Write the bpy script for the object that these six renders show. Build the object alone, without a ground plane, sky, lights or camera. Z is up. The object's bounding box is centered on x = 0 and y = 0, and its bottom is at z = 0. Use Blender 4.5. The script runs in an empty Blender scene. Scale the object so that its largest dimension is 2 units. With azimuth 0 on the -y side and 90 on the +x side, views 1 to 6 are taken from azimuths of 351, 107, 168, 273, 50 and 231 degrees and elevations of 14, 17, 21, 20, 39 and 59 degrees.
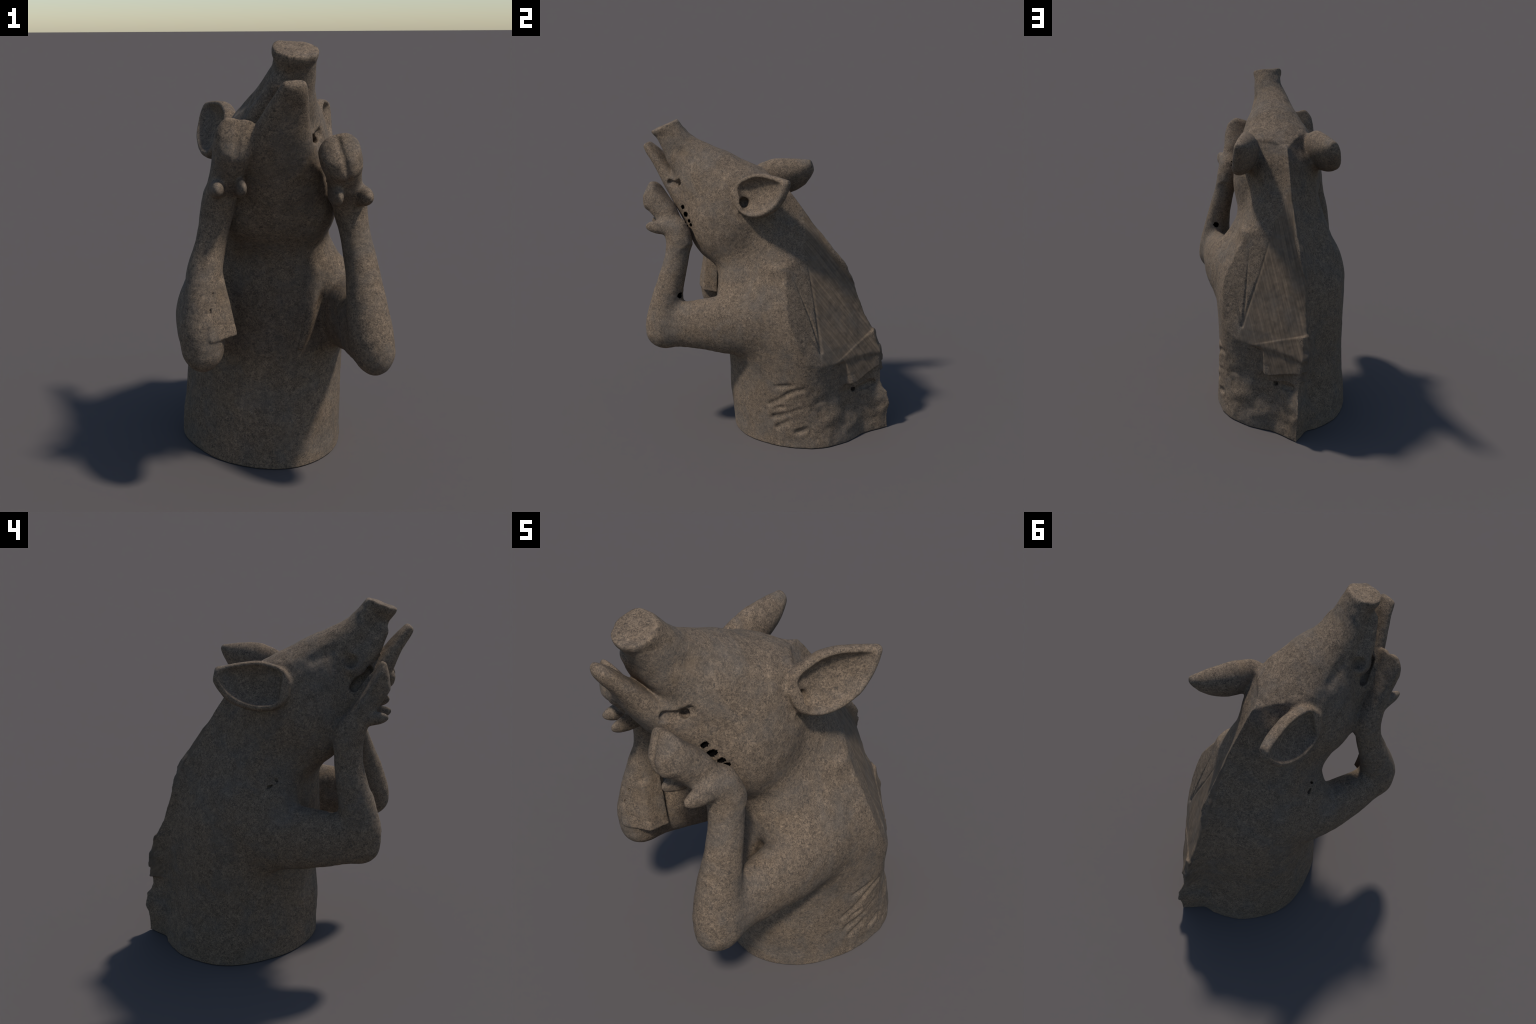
# Weathered stone pig gargoyle: a half figure with its head thrown back, both trotters
# pressed against its jowls.  The body is one implicit surface (lofts + smooth unions),
# meshed with surface nets and then split into anatomical parts.
import numpy as np

# ------------------------------------------------------------------ maths helpers
def V(*a):
    return np.array(a, float)

def unit(v):
    v = np.asarray(v, float)
    return v / np.linalg.norm(v)

def pchip(x, y, xs):
    """Monotone cubic interpolation of key values (columns of y)."""
    x = np.asarray(x, float); y = np.asarray(y, float)
    h = np.diff(x)[:, None]; d = np.diff(y, axis=0) / h
    m = np.zeros_like(y)
    m[0], m[-1] = d[0], d[-1]
    for i in range(1, len(x) - 1):
        w1 = 2 * h[i] + h[i - 1]; w2 = h[i] + 2 * h[i - 1]
        ok = d[i - 1] * d[i] > 0
        den = np.where(ok, w1 / np.where(ok, d[i - 1], 1) + w2 / np.where(ok, d[i], 1), 1)
        m[i] = np.where(ok, (w1 + w2) / den, 0)
    k = np.clip(np.searchsorted(x, xs) - 1, 0, len(x) - 2)
    t = ((xs - x[k]) / (x[k + 1] - x[k]))[:, None]
    hh = (x[k + 1] - x[k])[:, None]
    return ((2*t**3 - 3*t**2 + 1) * y[k] + (t**3 - 2*t**2 + t) * hh * m[k]
            + (-2*t**3 + 3*t**2) * y[k + 1] + (t**3 - t**2) * hh * m[k + 1])

def smin(a, b, k):
    h = np.maximum(k - np.abs(a - b), 0) / k
    return np.minimum(a, b) - h * h * h * k / 6.0

def smax(a, b, k):
    return -smin(-a, -b, k)

def value_noise(P, scale, seed=0):
    """Smooth lattice noise, about -1..1."""
    q = P * scale
    i = np.floor(q).astype(np.int64); f = q - i
    f = f * f * (3 - 2 * f)
    out = np.zeros(len(P))
    for dx in (0, 1):
        for dy in (0, 1):
            for dz in (0, 1):
                n = (i[:, 0] + dx) * 374761393 + (i[:, 1] + dy) * 668265263 + (i[:, 2] + dz) * 2147483647 + seed * 1274126177
                n = (n ^ (n >> 13)) * 1274126177
                n = (n ^ (n >> 16)) & 0xFFFF
                w = (f[:, 0] if dx else 1 - f[:, 0]) * (f[:, 1] if dy else 1 - f[:, 1]) * (f[:, 2] if dz else 1 - f[:, 2])
                out += w * (n / 32767.5 - 1)
    return out

def fbm(P, scale, octaves=3, seed=0):
    s, a, out = scale, 1.0, 0
    for o in range(octaves):
        out = out + a * value_noise(P + o * 7.31, s, seed + o)
        s *= 2.1; a *= 0.5
    return out

# ------------------------------------------------------------------ implicit primitives
class Loft:
    """Superelliptic sections strung along a straight axis.
    key row: t, side offset, up offset, r(+side), r(-side), r(+up), r(-up), exponent"""
    def __init__(self, origin, axis, up, keys, cap=0.02):
        self.o = V(*origin); self.a = unit(axis)
        u = V(*up); u = u - self.a * (u @ self.a); self.u = unit(u)
        self.s = np.cross(self.u, self.a) if False else np.cross(self.a, self.u)
        K = np.array(keys, float)
        self.t0, self.t1 = K[0, 0], K[-1, 0]
        self.ts = np.linspace(self.t0, self.t1, 300)
        self.lut = pchip(K[:, 0], K[:, 1:], self.ts)
        self.cap = cap
    def __call__(self, P):
        q = P - self.o
        t = q @ self.a; x = q @ self.s; h = q @ self.u
        tc = np.clip(t, self.t0, self.t1)
        c = [np.interp(tc, self.ts, self.lut[:, j]) for j in range(7)]
        x = x - c[0]; h = h - c[1]
        rx = np.where(x > 0, c[2], c[3]); rh = np.where(h > 0, c[4], c[5]); n = c[6]
        ax = np.abs(x) / rx + 1e-6; ah = np.abs(h) / rh + 1e-6
        g = (ax**n + ah**n) ** (1 / n)
        gr = g ** (1 - n) * np.sqrt((ax ** (n - 1) / rx) ** 2 + (ah ** (n - 1) / rh) ** 2)
        f = (g - 1) / gr
        e = np.abs(t - (self.t0 + self.t1) / 2) - (self.t1 - self.t0) / 2
        return smax(f, e, self.cap)

def capsule(a, b, ra, rb):
    a, b = V(*a), V(*b)
    def f(P):
        d = b - a; t = np.clip((P - a) @ d / (d @ d), 0, 1)
        return np.linalg.norm(P - a - t[:, None] * d, axis=1) - (ra + (rb - ra) * t)
    return f

def limb(points, sx=1.18, steps=14):
    """Smooth tapering tube through (x, y, z, r), narrower across x by the factor sx."""
    K = np.array(points, float)
    u = np.r_[0, np.cumsum(np.linalg.norm(np.diff(K[:, :3], axis=0), axis=1))]
    Q = pchip(u, K, np.linspace(0, u[-1], steps))
    m = V(sx, 1, 1)
    segs = [capsule(p[:3] * m, q[:3] * m, p[3], q[3]) for p, q in zip(Q, Q[1:])]
    def f(P):
        P = P * m
        out = segs[0](P)
        for s in segs[1:]:
            out = np.minimum(out, s(P))
        return out
    return f

def ellipsoid(c, r, axes=None):
    c, r = V(*c), V(*r)
    A = np.eye(3) if axes is None else np.array(axes)
    def f(P):
        q = (P - c) @ A.T
        k0 = np.linalg.norm(q / r, axis=1) + 1e-6
        k1 = np.linalg.norm(q / r**2, axis=1) + 1e-6
        return k0 * (k0 - 1) / k1
    return f

def slab(c, half, axes, rnd=0.01):
    c, half = V(*c), V(*half)
    A = np.array([unit(a) for a in axes])
    def f(P):
        q = np.abs((P - c) @ A.T) - (half - rnd)
        return np.linalg.norm(np.maximum(q, 0), axis=1) + np.minimum(q.max(axis=1), 0) - rnd
    return f

def plane(p, n):
    p, n = V(*p), unit(n)
    return lambda P: (P - p) @ n

# ------------------------------------------------------------------ torso
# axis z; side = -x?  (a x u with a=z, u=+y gives -x) so r(+side) is the -x flank
torso = Loft((.06, 0, 0), (0, 0, 1), (-.12, .99, 0), [
    #  z    s     y    r-x   r+x  back front  n
    (-.02, 0, .277, .420, .392, .385, .522, 1.92),
    (.10, 0, .277, .415, .388, .355, .525, 1.92),
    (.25, 0, .270, .400, .388, .312, .528, 1.93),
    (.45, 0, .260, .390, .394, .287, .512, 1.95),
    (.65, 0, .245, .390, .400, .285, .505, 2.0),
    (.85, 0, .215, .392, .368, .283, .490, 2.0),
    (.98, 0, .180, .372, .310, .273, .460, 2.0),
    (1.10, .01, .130, .315, .255, .240, .410, 1.95),
    (1.25, .02, .080, .255, .195, .195, .330, 1.95),
    (1.40, .045, .030, .195, .175, .182, .270, 1.9),
    (1.55, .045, -.03, .170, .160, .152, .210, 1.9),
    (1.64, .03, -.10, .135, .125, .110, .150, 1.9)], cap=.03)

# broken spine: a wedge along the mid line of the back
spine = Loft((0, 0, 0), (0, 0, 1), (0, 1, 0), [
    (-.02, -.03, .40, .24, .20, .388, .2, 1.08),
    (.12, -.03, .40, .24, .20, .388, .2, 1.08),
    (.25, -.03, .40, .195, .20, .378, .2, 1.05),
    (.34, -.02, .40, .195, .20, .335, .2, 1.05),
    (.50, -.01, .38, .195, .20, .335, .2, 1.05),
    (.62, .0, .36, .195, .20, .330, .2, 1.05),
    (.73, .0, .33, .195, .20, .325, .2, 1.06),
    (.85, .0, .30, .195, .20, .318, .2, 1.08),
    (.95, .0, .27, .195, .20, .338, .2, 1.08),
    (1.07, .0, .195, .20, .17, .340, .2, 1.08),
    (1.21, -.01, .14, .15, .14, .297, .2, 1.15),
    (1.40, -.02, .02, .12, .11, .275, .2, 1.2),
    (1.58, -.02, -.10, .11, .10, .268, .2, 1.25),
    (1.64, -.02, -.14, .11, .11, .260, .2, 1.05)], cap=.02)

# ------------------------------------------------------------------ head
HO = V(0, -.2, 1.4)                       # origin inside the skull
HA = unit(V(0, -.60, .80))                # towards the snout
HU = unit(V(0, .80, .60))                 # towards the forehead
def HP(y, z):
    d = V(0, y, z) - HO
    return d @ HA, d @ HU
# side = a x u = (+x or -x); with a=(0,-.6,.8), u=(0,.8,.6): a x u = (-.36-.64,0,0) = -x
skull = Loft(HO, HA, HU, [
    (-.30, 0, .0, .15, .15, .10, .14, 2.0),
    (-.18, 0, .01, .200, .210, .205, .25, 2.0),
    (-.05, 0, .03, .240, .250, .280, .29, 1.9),
    (.12, 0, .04, .230, .243, .272, .30, 1.98),
    (.265, -.003, .03, .195, .205, .220, .24, 2.05),
    (.35, -.006, .02, .155, .172, .188, .19, 2.25),
    (.43, -.008, .01, .130, .133, .147, .155, 2.2),
    (.55, -.010, .0, .098, .100, .097, .122, 2.3),
    (.61, -.015, .0, .084, .090, .086, .100, 2.3),
    (.69, -.015, .0, .083, .083, .080, .085, 2.2),
    (.77, -.015, .0, .083, .083, .080, .080, 2.2)], cap=.03)
disc_cut = plane((.01, -.622, 1.975), (.05, -.36, .94))
disc = Loft((.010, -.605, 1.925), (0, -.36, .94), (0, .94, .36), [
    (0, 0, 0, .078, .078, .070, .080, 2.2), (.03, 0, 0, .088, .090, .077, .086, 2.3), (.07, 0, 0, .086, .088, .075, .084, 2.3)], cap=.03)

jaw = Loft(HO, HA, HU, [
    (-.30, 0, -.09, .17, .17, .12, .09, 2.2),
    (-.20, 0, -.11, .20, .21, .12, .125, 2.2),
    (-.05, .005, -.14, .215, .220, .12, .125, 2.2),
    (.10, .010, -.15, .200, .200, .12, .115, 2.2),
    (.25, .02, -.165, .190, .180, .10, .100, 2.3),
    (.38, .03, -.178, .160, .130, .065, .084, 2.4),
    (.48, .028, -.180, .122, .100, .042, .070, 2.5),
    (.58, .022, -.178, .090, .074, .028, .052, 2.5),
    (.66, .018, -.182, .062, .055, .022, .044, 2.3),
    (.710, .016, -.186, .048, .041, .016, .030, 2.2)], cap=.03)

lip_nx = limb([(-.050, -.610, 1.83, .045), (-.080, -.560, 1.745, .058), (-.115, -.475, 1.665, .070)], sx=1.0)
collar_px = limb([(.10, -.12, 1.13, .135), (.165, -.125, 1.03, .135), (.22, -.125, .94, .135)], sx=1.0)
collar_nx = limb([(-.11, -.11, 1.13, .12), (-.15, -.06, 1.03, .12), (-.21, -.04, .95, .12)], sx=1.0)
cheek_px = ellipsoid((.155, -.23, 1.35), (.125, .21, .22))
cheek_nx = ellipsoid((-.150, -.23, 1.36), (.125, .20, .22))

# ------------------------------------------------------------------ ears
def ear(base, tip, opening, low, W=.130, depth=.085, blunt=0.0):
    """Leaf-shaped cup opening along `opening`; straight upper rim, bellied rim on the `low` side."""
    b, t = V(*base), V(*tip)
    L = np.linalg.norm(t - b)
    #        along  upper  lower half width (relative)
    prof = [(-.12, .45, .45), (.0, .74, .80), (.15, .90, 1.02), (.35, .92, 1.12), (.55, .78, 1.06), (.75, .50, .84), (.9, .26, .50), (1.02, .08, .14)]
    rows_o, rows_i = [], []
    for p, a, c in prof:
        k = blunt * max(p - .5, 0)
        a, c = a + k * .55, c + k * .35
        up_w, lo_w = W * a, W * c
        if low > 0: r1, r2 = lo_w, up_w
        else: r1, r2 = up_w, lo_w
        w = (a + c) / 2
        rows_o.append((p * L, 0, .0, r1, r2, .05 * w + .012, depth * w + .004, 2.0))
        if p >= 0:
            rows_i.append((p * L, 0, .06, max(r1 * .96 - .010, .006), max(r2 * .96 - .010, .006), .06, (depth + .010) * w, 2.0))
    outer = Loft(b, t - b, opening, rows_o, cap=.02)
    inner = Loft(b, t - b, opening, rows_i, cap=.03)
    a = unit(t - b)
    rim = plane(b, unit(V(*opening) - a * (V(*opening) @ a)))
    return lambda P: smax(smax(outer(P), rim(P) - .028, .012), -inner(P), .014)

ear_px = ear((.247, -.06, 1.558), (.341, .262, 1.687), (.93, -.31, .18), 1)
ear_nx = ear((-.210, -.08, 1.575), (-.240, .258, 1.668), (-.90, -.17, .39), -1, blunt=.8)

# ------------------------------------------------------------------ forelimbs
arm_px = limb([(.25, .06, .78, .18), (.335, -.12, .775, .192), (.350, -.30, .770, .168), (.352, -.45, .752, .143), (.365, -.58, .725, .108)], sx=1.58, steps=16)
fore_px = limb([(.368, -.600, .715, .100), (.355, -.592, .78, .110), (.338, -.570, .90, .100), (.325, -.53, 1.05, .082), (.302, -.488, 1.20, .074), (.285, -.475, 1.30, .078), (.272, -.49, 1.36, .074)], steps=20)
arm_nx = limb([(-.235, .06, .79, .18), (-.312, -.10, .765, .185), (-.338, -.25, .762, .166), (-.350, -.36, .760, .146), (-.354, -.45, .745, .108)], sx=1.52, steps=16)
fore_nx = limb([(-.356, -.487, .735, .105), (-.356, -.487, .80, .112), (-.350, -.480, .90, .104), (-.336, -.453, 1.05, .087), (-.302, -.43, 1.20, .077), (-.282, -.43, 1.30, .078), (-.272, -.445, 1.36, .072)], steps=20)

def trotter(wrist, tip, front, keys, cleft_r):
    """Hand and cloven hoof: a wedge pointing up along the jowl, sole facing `front`.
    key row: t, half width, sole side, back side"""
    w, t = V(*wrist), V(*tip)
    body = Loft(w, t - w, front, [(k[0], 0, 0, k[1], k[1], k[2], k[3], 2.3) for k in keys], cap=.015)
    a = body.a; u = body.u
    groove = limb([tuple(w + a * k[0] + u * (k[2] + .004)) + (cleft_r * g,) for k, g in zip(keys[-5:], (.3, .8, 1, 1, 1.2))], sx=1.0, steps=8)
    return lambda P: smax(body(P), -groove(P), .02)
hand_px = trotter((.270, -.484, 1.34), (.165, -.676, 1.642), (0, -1, -.3), [
    (-.10, .040, .040, .040), (.0, .064, .070, .056), (.06, .068, .078, .050), (.15, .070, .085, .056), (.20, .076, .098, .050), (.25, .083, .118, .038),
    (.30, .082, .100, .029), (.335, .068, .052, .025), (.362, .042, .012, .014)], .013)
hand_nx = trotter((-.275, -.44, 1.34), (-.208, -.62, 1.695), (0, -1, -.3), [
    (-.10, .040, .040, .040), (.0, .062, .068, .062), (.06, .064, .070, .062), (.16, .068, .074, .045), (.24, .078, .086, .032), (.29, .085, .094, .026),
    (.345, .087, .066, .022), (.385, .076, .036, .020), (.415, .055, .008, .016)], .011)

def dew(c, half, out):
    """Worn rounded nub pointing along `out`."""
    out = unit(out); s = unit(np.cross(out, V(0, 0, 1)))
    return ellipsoid(c, half, [s, out, np.cross(s, out)])
dew_claws = {
    'px_out': dew((.302, -.570, 1.380), (.033, .110, .042), (.10, -1, .05)),
    'px_in': dew((.190, -.585, 1.387), (.024, .105, .045), (-.05, -1, .05)),
    'nx_out': dew((-.290, -.535, 1.422), (.033, .108, .040), (-.10, -1, .08)),
    'nx_in': dew((-.200, -.560, 1.427), (.024, .105, .042), (.05, -1, .08))}

slab_faces = [plane((-.295, -.583, .788), (.494, -.853, .165)), plane((-.214, -.532, .798), (.98, 0, .20)),
              plane((-.25, -.55, .790), (.1, -.15, -1)), plane((-.29, -.52, 1.030), (.1, -.3, .95)),
              plane((-.335, 0, 0), (-1, 0, 0)), plane((0, -.43, 0), (0, 1, 0))]
def slab_nx(P):
    f = slab_faces[0](P)
    for s in slab_faces[1:]:
        f = smax(f, s(P), .016)
    return f

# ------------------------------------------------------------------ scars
_patch = plane((.148, .312, 1.117), (.583, .728, .362))
def patch_plane(P):
    # slightly warped: it swells towards the upper end of the spine
    return _patch(P) - .025 * np.clip((.14 - P[:, 0]) / .14, 0, 1) * np.clip((P[:, 2] - .72) / .3, 0, 1)
raised_chest_streak = limb([(.190, -.235, .945, .012), (.178, -.250, .86, .022), (.155, -.262, .74, .022), (.12, -.262, .62, .012)], sx=1.0)
flap = limb([(.165, .315, 1.115, .012), (.258, .268, 1.05, .030), (.292, .335, .85, .036), (.308, .400, .65, .016)], sx=1.0)
def patch_cut(P):
    x, y, z = P.T
    edge = np.interp(z, [.5, .66, .78, .86, 1.0, 1.15, 1.3], [-.02, -.02, -.05, -.06, -.01, .02, .02])
    ledge = .658 + (x + .02) * (.542 - .658) / .274
    return np.maximum(np.maximum(-patch_plane(P), ledge - z), edge - x)

patch_fill_sides = [plane((.29, 0, 0), (1, 0, 0)), plane((-.03, 0, 0), (-1, 0, 0)), plane((0, .1, 0), (0, -1, 0)),
                    plane((0, 0, 1.14), (0, 0, 1)), plane((0, 0, .52), (0, 0, -1))]
def patch_fill(P):
    f = patch_plane(P)
    for s in patch_fill_sides:
        f = smax(f, s(P), .04)
    return f

facets = [
    # point, normal, x range, z range: two broken facets stepping out below the smooth patch
    ((-.004, .71, .516), (.576, .775, .257), (-.03, .21), (.40, .60)),
    ((.02, .716, .343), (.643, .753, .135), (-.03, .17), (.335, .50))]
def facet_fill(P):
    out = None
    for p, n, xr, zr in facets:
        f = plane(p, n)(P)
        slope = .42 * (P[:, 0] - .1)                      # both edges run downhill towards +x
        zz = P[:, 2] + slope
        f = np.maximum(f, np.maximum(np.maximum(xr[0] - P[:, 0], P[:, 0] - xr[1]), np.maximum(zr[0] - zz, zz - zr[1])))
        f = np.maximum(f, .2 - P[:, 1])
        out = f if out is None else np.minimum(out, f)
    return out

def boxed(fn, pad, *pts):
    """Evaluate fn only near its bounding points; far away any large distance will do."""
    A = np.array(pts, float); lo, hi = A.min(0) - pad, A.max(0) + pad
    def f(P):
        out = np.full(len(P), .45)
        m = np.all((P > lo) & (P < hi), axis=1)
        if m.any():
            out[m] = fn(P[m])
        return out
    return f
ear_px = boxed(ear_px, .30, (.25, -.07, 1.56), (.35, .26, 1.69)); ear_nx = boxed(ear_nx, .30, (-.21, -.08, 1.57), (-.24, .26, 1.67))
arm_px = boxed(arm_px, .42, (.25, .06, .78), (.365, -.58, .73)); arm_nx = boxed(arm_nx, .42, (-.25, .06, .78), (-.34, -.45, .75))
fore_px = boxed(fore_px, .30, (.37, -.60, .71), (.27, -.47, 1.36)); fore_nx = boxed(fore_nx, .30, (-.34, -.48, .73), (-.27, -.43, 1.36))
hand_px = boxed(hand_px, .28, (.275, -.475, 1.30), (.17, -.66, 1.64)); hand_nx = boxed(hand_nx, .28, (-.275, -.44, 1.30), (-.2, -.62, 1.70))
dew_claws = {k: boxed(c, .22, *{'px_out': [(.30, -.60, 1.38)], 'px_in': [(.19, -.60, 1.385)], 'nx_out': [(-.29, -.56, 1.425)], 'nx_in': [(-.2, -.58, 1.425)]}[k]) for k, c in dew_claws.items()}
slab_nx = boxed(slab_nx, .2, (-.30, -.55, .80), (-.22, -.45, 1.02))
lip_nx = boxed(lip_nx, .25, (-.05, -.61, 1.83), (-.115, -.475, 1.665)); disc = boxed(disc, .25, (0, -.61, 1.95))
jaw = boxed(jaw, .45, (0, -.1, 1.2), (0, -.75, 1.82)); cheek_px = boxed(cheek_px, .45, (.155, -.23, 1.35)); cheek_nx = boxed(cheek_nx, .45, (-.15, -.23, 1.36))
flap = boxed(flap, .2, (.16, .27, 1.115), (.312, .405, .65)); raised_chest_streak = boxed(raised_chest_streak, .2, (.19, -.235, .945), (.12, -.262, .62))

def field_groups(P):
    """Distance of every body part on its own (used for the split) """
    g = {}
    g['torso'] = smin(smin(torso(P), spine(P), .085), patch_fill(P), .05)
    g['torso'] = smin(smin(g['torso'], facet_fill(P), .03), flap(P), .04)
    g['torso'] = smin(g['torso'], raised_chest_streak(P), .03)
    g['torso'] = smin(smin(g['torso'], collar_px(P), .06), collar_nx(P), .06)
    sk = smin(skull(P), disc(P), .03)
    sk = smin(sk, lip_nx(P), .05)
    sk = smax(sk, disc_cut(P), .018)
    g['head'] = smin(smin(sk, cheek_px(P), .08), cheek_nx(P), .08)
    g['lower_jaw'] = jaw(P)
    g['ear_px'] = ear_px(P); g['ear_nx'] = ear_nx(P)
    g['arm_px'] = smin(arm_px(P), fore_px(P), .08)
    g['arm_nx'] = smin(arm_nx(P), fore_nx(P), .08)
    g['hoof_px'] = hand_px(P); g['hoof_nx'] = hand_nx(P)
    for k, c in dew_claws.items():
        g['dew_' + k] = c(P)
    g['slab_nx'] = slab_nx(P)
    return g

def relief(P):
    """Tool marks, weathering and the rough broken rock of the lower back."""
    x, y, z = P.T
    near = (np.clip((y - .30) / .12, 0, 1) * np.clip((.44 - z) / .12, 0, 1) * np.clip((x + .02) / .05, 0, 1))
    crest = np.clip((.10 - np.abs(x + .03)) / .06, 0, 1) * np.clip((y - .42) / .1, 0, 1) * np.clip((1.15 - z) / .15, 0, 1)
    flank = np.clip((x - .25) / .1, 0, 1) * np.clip((y - .05) / .1, 0, 1) * np.clip((.42 - z) / .1, 0, 1)
    d = .0035 * fbm(P, 5.0, 2, 3) + .0012 * fbm(P, 28.0, 2, 9)
    d = d + np.clip((z - 1.88) / .05, 0, 1) * .005 * fbm(P, 14.0, 2, 11)
    d = d + .010 * np.clip((x - .08) / .14, 0, 1) * np.clip((y - .22) / .14, 0, 1) * np.clip((z - .08) / .15, 0, 1) * np.clip((.62 - z) / .2, 0, 1)
    d = d - .016 * np.clip((.34 + x) / .08, 0, 1) * np.clip((-.06 - x) / .06, 0, 1) * np.clip((y - .32) / .1, 0, 1) * np.clip((.98 - z) / .15, 0, 1)
    return d + near * .009 * fbm(P, 10.0, 2, 5) + crest * .006 * fbm(P * V(1, 1, 1.3), 9.0, 2, 7) + flank * .003 * fbm(P * V(1, 1, 2.2), 11.0, 2, 8)

class Carve:
    """Round-ended groove or pit subtracted from the body."""
    def __init__(self, pts, r, k=.006, taper=1.0):
        K = [tuple(p) + (r * (taper + (1 - taper) * i / max(1, len(pts) - 1)),) for i, p in enumerate(pts)]
        self.f = limb(K, sx=1.0, steps=max(2, 3 * (len(K) - 1))) if len(K) > 1 else (lambda P: np.linalg.norm(P - V(*pts[0]), axis=1) - r)
        A = np.array(pts, float); self.box = A.min(0) - r - .03, A.max(0) + r + .03
        self.k = k
    def __call__(self, P):
        return self.f(P)
def pit(c, d, r, depth=.07):
    c, d = V(*c), unit(d)
    return Carve([c - d * .01, c + d * depth], r, .003)
LOOK = (-.89, -.38, -.24)
PITS = [pit((.195, -.475, 1.485), (-.95, -.2, -.2), .010), pit((.225, -.450, 1.445), (-.95, -.2, -.2), .013),
        pit((.252, -.425, 1.410), (-.9, -.1, -.2), .009), pit((.262, -.410, 1.388), (-.9, -.1, -.2), .008),
        pit((.358, -.468, .958), (-.25, -.9, -.1), .016, .05),
        Carve([(.256, -.040, 1.540), (.226, -.060, 1.532)], .032, .016)]
def groove(pts, r):
    # shallow scoop: the tool rides a little outside the surface
    return Carve([V(*p) + V(.30 * r, 0, 0) for p in pts], r, .018)
GROOVES = [
    # chisel-like furrows low on the +x flank
    groove([(.420, .145, .410), (.424, .250, .425)], .016),
    groove([(.409, .098, .284), (.423, .188, .339), (.423, .246, .379), (.415, .334, .400)], .019),
    groove([(.419, .133, .258), (.422, .189, .275)], .015),
    groove([(.410, .120, .199), (.427, .225, .236), (.419, .298, .266)], .018),
    groove([(.413, .329, .285), (.413, .334, .240)], .016),
    groove([(.415, .143, .132), (.425, .197, .168), (.428, .240, .190)], .019),
    groove([(.420, .277, .110), (.413, .333, .132)], .022),
    groove([(.405, .358, .100), (.405, .360, .12)], .015),
    # folds along the edge of the flat infill
    Carve([(.150, .314, 1.107), (.190, .346, .982), (.239, .377, .844), (.284, .402, .720), (.316, .420, .618)], .010, .014, .15),
    Carve([(.258, .256, 1.052), (.274, .310, .921), (.291, .364, .790), (.316, .420, .627)], .009, .010, .2),
    Carve([(.343, .322, .792), (.331, .371, .709), (.319, .416, .625)], .008, .010, .2),
    # undercut below the broken facets
    Carve([(.150, .590, .302), (.105, .625, .304), (.055, .690, .322)], .022, .004), Carve([(.13, .575, .300), (.10, .56, .295)], .016, .004),
    # side pockets of the mouth and the crack behind the -x shoulder
    Carve([(.090, -.590, 1.618), (.112, -.548, 1.612), (.140, -.510, 1.632)], .020, .015),
    Carve([(-.140, -.545, 1.640), (-.160, -.500, 1.600), (-.175, -.470, 1.560)], .026, .02),
    Carve([(.125, -.535, 1.620), (.100, -.500, 1.600)], .020, .008),
    # soft hollows below the brows
    Carve([(-.168, -.345, 1.775), (-.192, -.255, 1.735)], .050, .03), Carve([(-.165, -.435, 1.72), (-.16, -.45, 1.70)], .035, .03),
    Carve([(.155, -.475, 1.835), (.170, -.42, 1.80)], .050, .03),
    Carve([(-.285, .000, 1.045), (-.262, -.042, 1.058)], .009, .004),
    Carve([(-.262, -.042, 1.085), (-.262, -.046, 1.045)], .008, .004),
    # slits beside the slab on the -x forearm
    Carve([(-.318, -.555, .986), (-.315, -.565, .962), (-.311, -.567, .942)], .004, .002),
    Carve([(-.331, -.575, .923), (-.331, -.580, .909)], .005, .002)]
CARVES = GROOVES + PITS

def field(P, groups=None):
    g = groups or field_groups(P)
    gape = np.clip(((P - HO) @ HA - .40) / .07, 0, 1)          # the mouth is open only at the front
    head = smin(g['head'], g['lower_jaw'], .11 - .10 * gape)
    f = smin(g['torso'], head, .14)
    f = smax(f, -patch_cut(P), .008)
    f = smin(f, g['ear_px'], .05); f = smin(f, g['ear_nx'], .05)
    web = .015 + .04 * np.clip((P[:, 1] + .44) / .1, 0, 1) + .13 * np.clip((P[:, 1] + .22) / .22, 0, 1)       # the shoulder melts into the flank, the chest side stays cut in
    f = smin(f, smin(g['arm_px'], g['hoof_px'], .05), web); f = smin(f, smin(g['arm_nx'], g['hoof_nx'], .05), web)
    for k in dew_claws:
        f = smin(f, g['dew_' + k], .025)
    f = smin(f, g['slab_nx'], .02)
    f = f + relief(P)
    for c in CARVES:
        lo, hi = c.box
        m = np.all((P > lo) & (P < hi), axis=1)
        if m.any():
            f[m] = smax(f[m], -c(P[m]), c.k)
    f = np.maximum(f, -P[:, 2])
    return f
# ==== END FIELD

import bpy, math

# ------------------------------------------------------------------ meshing
def sparse_grid(lo, hi, h, coarse=4, margin=.055):
    """Field on a regular grid; only cells near the surface are evaluated finely."""
    n = np.ceil((hi - lo) / (h * coarse)).astype(int)
    H = h * coarse
    ax = [lo[i] + H * np.arange(n[i] + 1) for i in range(3)]
    G = np.stack(np.meshgrid(*ax, indexing='ij'), -1).reshape(-1, 3)
    Fc = np.concatenate([field(c) for c in np.array_split(G, 12)]).reshape(n + 1)
    N = n * coarse + 1
    idx = [np.minimum((np.arange(N[i]) + coarse // 2) // coarse, n[i]) for i in range(3)]
    F = Fc[np.ix_(*idx)].astype(np.float32)
    act = np.argwhere(np.abs(F) < margin)
    P = lo + act * h
    vals = np.concatenate([field(c) for c in np.array_split(P, max(1, len(P) // 300000))])
    F[act[:, 0], act[:, 1], act[:, 2]] = vals
    return F

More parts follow.
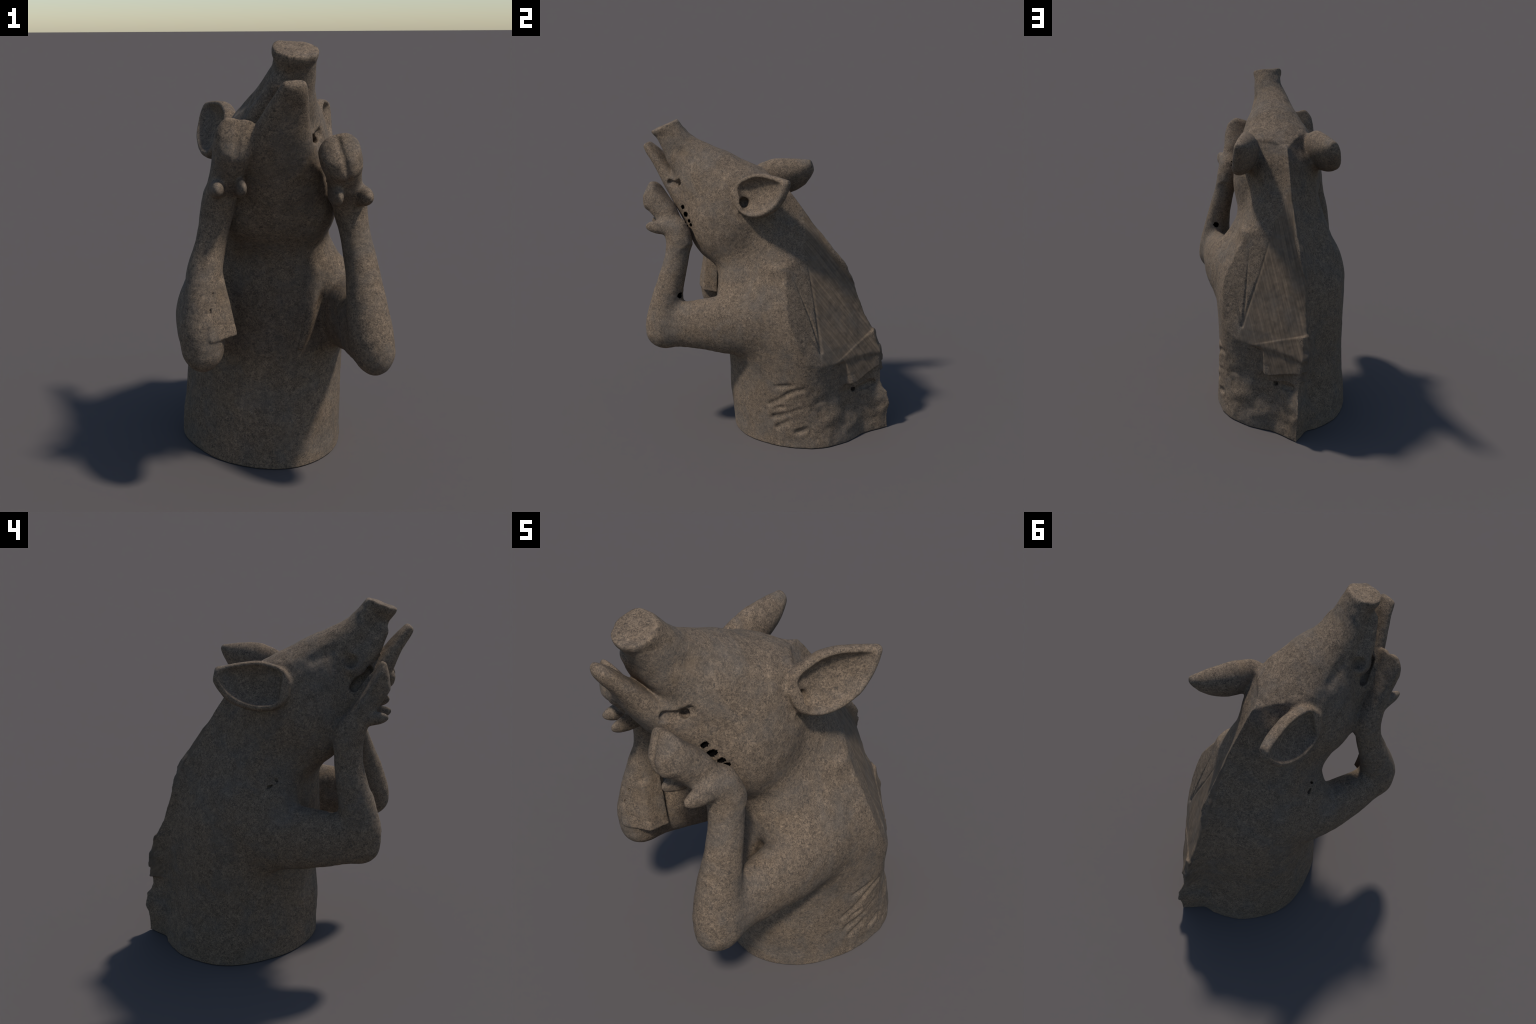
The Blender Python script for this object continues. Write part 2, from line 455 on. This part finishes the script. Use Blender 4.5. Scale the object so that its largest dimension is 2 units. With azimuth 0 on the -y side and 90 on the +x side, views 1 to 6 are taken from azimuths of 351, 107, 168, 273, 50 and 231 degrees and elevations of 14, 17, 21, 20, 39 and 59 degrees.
def surface_nets(F, lo, h):
    """Naive surface nets: one vertex per sign-changing cell, one quad per sign-changing edge."""
    N = F.shape
    S = F < 0
    cell = np.zeros((N[0]-1, N[1]-1, N[2]-1), np.int8)
    for dx in (0, 1):
        for dy in (0, 1):
            for dz in (0, 1):
                cell += S[dx:N[0]-1+dx, dy:N[1]-1+dy, dz:N[2]-1+dz]
    C = np.argwhere((cell > 0) & (cell < 8))
    ids = -np.ones(cell.shape, np.int32)
    ids[C[:, 0], C[:, 1], C[:, 2]] = np.arange(len(C))
    acc = np.zeros((len(C), 3)); cnt = np.zeros(len(C))
    corners = [(a, b, c) for a in (0, 1) for b in (0, 1) for c in (0, 1)]
    for a in corners:
        for ax in range(3):
            if a[ax]:
                continue
            b = list(a); b[ax] = 1
            fa = F[C[:, 0]+a[0], C[:, 1]+a[1], C[:, 2]+a[2]].astype(float)
            fb = F[C[:, 0]+b[0], C[:, 1]+b[1], C[:, 2]+b[2]].astype(float)
            m = (fa < 0) != (fb < 0)
            t = np.where(m, fa / np.where(m, fa - fb, 1), 0)
            p = np.array(a, float)[None].repeat(len(C), 0)
            p[:, ax] = t
            acc += p * m[:, None]; cnt += m
    verts = lo + h * (C + acc / cnt[:, None])
    quads = []
    for ax in range(3):
        o = [i for i in range(3) if i != ax]
        sl0 = [slice(None)] * 3; sl1 = [slice(None)] * 3
        sl0[ax] = slice(0, -1); sl1[ax] = slice(1, None)
        E = np.argwhere(S[tuple(sl0)] != S[tuple(sl1)])
        E = E[(E[:, o[0]] > 0) & (E[:, o[1]] > 0) & (E[:, o[0]] < N[o[0]]-1) & (E[:, o[1]] < N[o[1]]-1)]
        inside = S[E[:, 0], E[:, 1], E[:, 2]]
        q = []
        for da, db in ((0, 0), (-1, 0), (-1, -1), (0, -1)):
            e = E.copy(); e[:, o[0]] += da; e[:, o[1]] += db
            q.append(ids[e[:, 0], e[:, 1], e[:, 2]])
        q = np.stack(q, 1)
        flip = inside if ax == 1 else ~inside
        q[flip] = q[flip][:, ::-1]
        quads.append(q)
    return verts, np.concatenate(quads)

def gradient(P, e=.002):
    g = np.zeros_like(P)
    for i in range(3):
        d = np.zeros(3); d[i] = e
        g[:, i] = field(P + d) - field(P - d)
    return g / (2 * e)

VOX = .005
LO, HI = V(-.56, -.86, -.012), V(.56, .86, 2.05)
F = sparse_grid(LO, HI, VOX)
verts, quads = surface_nets(F, LO, VOX)
del F

# ------------------------------------------------------------------ materials
def new_mat(name):
    m = bpy.data.materials.new(name); m.use_nodes = True
    nt = m.node_tree; nt.nodes.clear()
    return m, nt, nt.nodes.new, nt.links.new

def ramp(nt, src, stops):
    r = nt.nodes.new('ShaderNodeValToRGB')
    e = r.color_ramp.elements
    while len(e) < len(stops):
        e.new(.5)
    for k, (pos, col) in enumerate(stops):
        e[k].position = pos
        e[k].color = (col, col, col, 1) if not isinstance(col, tuple) else col + (1,)
    nt.links.new(src, r.inputs[0])
    return r.outputs[0]

def noise(nt, vec, scale, detail=2.0, rough=.5, dist=0.0):
    n = nt.nodes.new('ShaderNodeTexNoise')
    n.inputs['Scale'].default_value = scale; n.inputs['Detail'].default_value = detail
    n.inputs['Roughness'].default_value = rough; n.inputs['Distortion'].default_value = dist
    nt.links.new(vec, n.inputs['Vector'])
    return n.outputs['Fac']

def mix(nt, fac, a, b, mode='MIX'):
    n = nt.nodes.new('ShaderNodeMix'); n.data_type = 'RGBA'; n.blend_type = mode
    for v, k in ((fac, 0), (a, 6), (b, 7)):
        if isinstance(v, tuple): n.inputs[k].default_value = v + (1,)
        elif isinstance(v, (int, float)): n.inputs[k].default_value = v
        else: nt.links.new(v, n.inputs[k])
    return n.outputs[2]

def stone_material(name, streaked=False, tone=1.0):
    m, nt, N, L = new_mat(name)
    out = N('ShaderNodeOutputMaterial'); b = N('ShaderNodeBsdfPrincipled')
    b.inputs['Roughness'].default_value = .92
    b.inputs['Specular IOR Level'].default_value = .18
    co = N('ShaderNodeTexCoord').outputs['Object']
    T = lambda c: tuple(v * tone for v in c)
    if streaked:
        # scanned infill: colour drawn out in long streaks down the patch
        def along(d, k):
            v = N('ShaderNodeVectorMath'); v.operation = 'DOT_PRODUCT'; v.inputs[1].default_value = tuple(k * c for c in d)
            L(co, v.inputs[0]); return v.outputs['Value']
        d = unit(V(-.155, .538, -.829)); n = unit(V(.583, .728, .362)); w = np.cross(d, n)
        cb = N('ShaderNodeCombineXYZ')
        L(along(w, 1.0), cb.inputs[0]); L(along(d, .035), cb.inputs[1]); L(along(n, .3), cb.inputs[2])
        fine = noise(nt, cb.outputs[0], 80, 3, .6, .0)
    else:
        fine = noise(nt, co, 92, 4, .70, 1.4)
    base = mix(nt, ramp(nt, fine, [(.30, .22), (.72, .72)] if streaked else [(.37, 0.0), (.70, 1.0)]), T((.082, .063, .048)), T((.300, .214, .142)))
    # broad mottling: greyer lichen-like areas and rusty-brown stains
    big = noise(nt, co, 5.5, 4, .6, .4)
    base = mix(nt, ramp(nt, big, [(.46, 0.0), (.64, .42)]), base, T((.122, .108, .094)))
    rust = noise(nt, co, 7.5, 4, .6, .8)
    base = mix(nt, ramp(nt, rust, [(.56, 0.0), (.74, .42)]), base, T((.185, .128, .080)))
    mid = noise(nt, co, 24, 3, .6, .6)
    base = mix(nt, 1.0, base, ramp(nt, mid, [(.28, .82), (.72, 1.18)]), 'MULTIPLY')
    if not streaked:
        vor = N('ShaderNodeTexVoronoi'); vor.inputs['Scale'].default_value = 55
        L(co, vor.inputs['Vector'])
        base = mix(nt, ramp(nt, vor.outputs['Distance'], [(.0, .40), (.17, 0.0)]), base, T((.30, .24, .165)))
    L(base, b.inputs['Base Color'])
    bp = N('ShaderNodeBump'); bp.inputs['Strength'].default_value = .04 if streaked else .3
    bp.inputs['Distance'].default_value = .004
    L(fine, bp.inputs['Height']); L(bp.outputs[0], b.inputs['Normal'])
    L(b.outputs[0], out.inputs[0])
    return m

STONE = stone_material('weathered_stone', False, .96)  # stone colour darkened a little towards the scan's shading on the back
PATCH = stone_material('streaked_infill', True, .80)
m, nt, N, L = new_mat('cavity_painted_dark')
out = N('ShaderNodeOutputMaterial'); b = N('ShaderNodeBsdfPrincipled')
L(ramp(nt, noise(nt, N('ShaderNodeTexCoord').outputs['Object'], 60), [(.3, (.002, .002, .002)), (.7, (.006, .005, .005))]), b.inputs['Base Color'])  # near-black paint on the pit walls draws the unlit depth of the holes
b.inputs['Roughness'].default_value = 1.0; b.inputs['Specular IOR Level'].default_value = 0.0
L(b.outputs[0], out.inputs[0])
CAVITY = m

# ------------------------------------------------------------------ split into parts
cen = verts[quads].mean(1)
g = {k: np.concatenate(v) for k, v in
     (lambda parts: {k: [q[k] for q in parts] for k in parts[0]})([field_groups(c) for c in np.array_split(cen, 6)]).items()}
names = list(g)
lab = np.array(names, dtype=object)[np.argmin(np.stack([g[k] for k in names]), axis=0)]
t_head = (cen - HO) @ HA
lab[(lab == 'head') & (t_head > .42)] = 'snout'
lab[(lab == 'torso') & (cen[:, 2] > 1.06)] = 'neck'
lab[(lab == 'lower_jaw') & (t_head < .05)] = 'head'
fore = np.minimum(fore_px(cen), fore_nx(cen)); upper = np.minimum(arm_px(cen), arm_nx(cen))
for sd in ('px', 'nx'):
    low = (lab == 'arm_' + sd) & (fore < upper)
    lab[low] = 'forearm_' + sd
on_patch = (np.abs(patch_plane(cen)) < .012) & (patch_cut(cen) > -.014) & (cen[:, 2] > .50) & np.isin(lab, ['torso', 'neck']) & (cen[:, 0] < .15 + (1.112 - cen[:, 2]) * .335)
fct = facet_fill(cen)
on_patch |= (np.abs(fct) < .006) & (lab == 'torso') & (cen[:, 2] > .36)
lab[on_patch] = 'infill'
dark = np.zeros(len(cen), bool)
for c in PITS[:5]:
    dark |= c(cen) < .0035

me = bpy.data.meshes.new('whole')
me.from_pydata(verts.tolist(), [], quads.tolist())
vn = np.zeros(len(verts) * 3); me.vertex_normals.foreach_get('vector', vn); vn = vn.reshape(-1, 3)
bpy.data.meshes.remove(me)

col = bpy.context.scene.collection
root = bpy.data.objects.new('pig_gargoyle', None); col.objects.link(root)
root['label'] = 'weathered stone pig gargoyle with trotters pressed to its jowls'
root['category'] = 'stone statue'

def part(label, name, parent, mat=STONE):
    f = np.where(lab == label)[0]
    if not len(f):
        return None
    ids, inv = np.unique(quads[f], return_inverse=True)
    me = bpy.data.meshes.new(name)
    me.from_pydata(verts[ids].tolist(), [], inv.reshape(-1, 4).tolist())
    me.polygons.foreach_set('use_smooth', np.ones(len(f), bool))
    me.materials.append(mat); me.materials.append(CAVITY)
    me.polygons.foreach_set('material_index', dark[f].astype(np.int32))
    me.normals_split_custom_set_from_vertices(vn[ids].tolist())
    me.update()
    ob = bpy.data.objects.new(name, me); col.objects.link(ob); ob.parent = parent
    return ob

torso_ob = part('torso', 'torso', root)
part('infill', 'flat_infill', torso_ob, PATCH)
part('neck', 'neck', root)
head_ob = part('head', 'head', root)
part('snout', 'snout', head_ob); part('lower_jaw', 'lower_jaw', head_ob)
for sd in ('px', 'nx'):
    part('ear_' + sd, 'ear', head_ob)
    limb_ob = part('arm_' + sd, 'forelimb', root)
    part('forearm_' + sd, 'forearm', limb_ob)
    part('hoof_' + sd, 'trotter', limb_ob)
    for d in ('_out', '_in'):
        part('dew_' + sd + d, 'dewclaw', limb_ob)
    if sd == 'nx':
        part('slab_nx', 'broken_slab', limb_ob)
print('verts', len(verts), 'quads', len(quads), verts.min(0), verts.max(0))
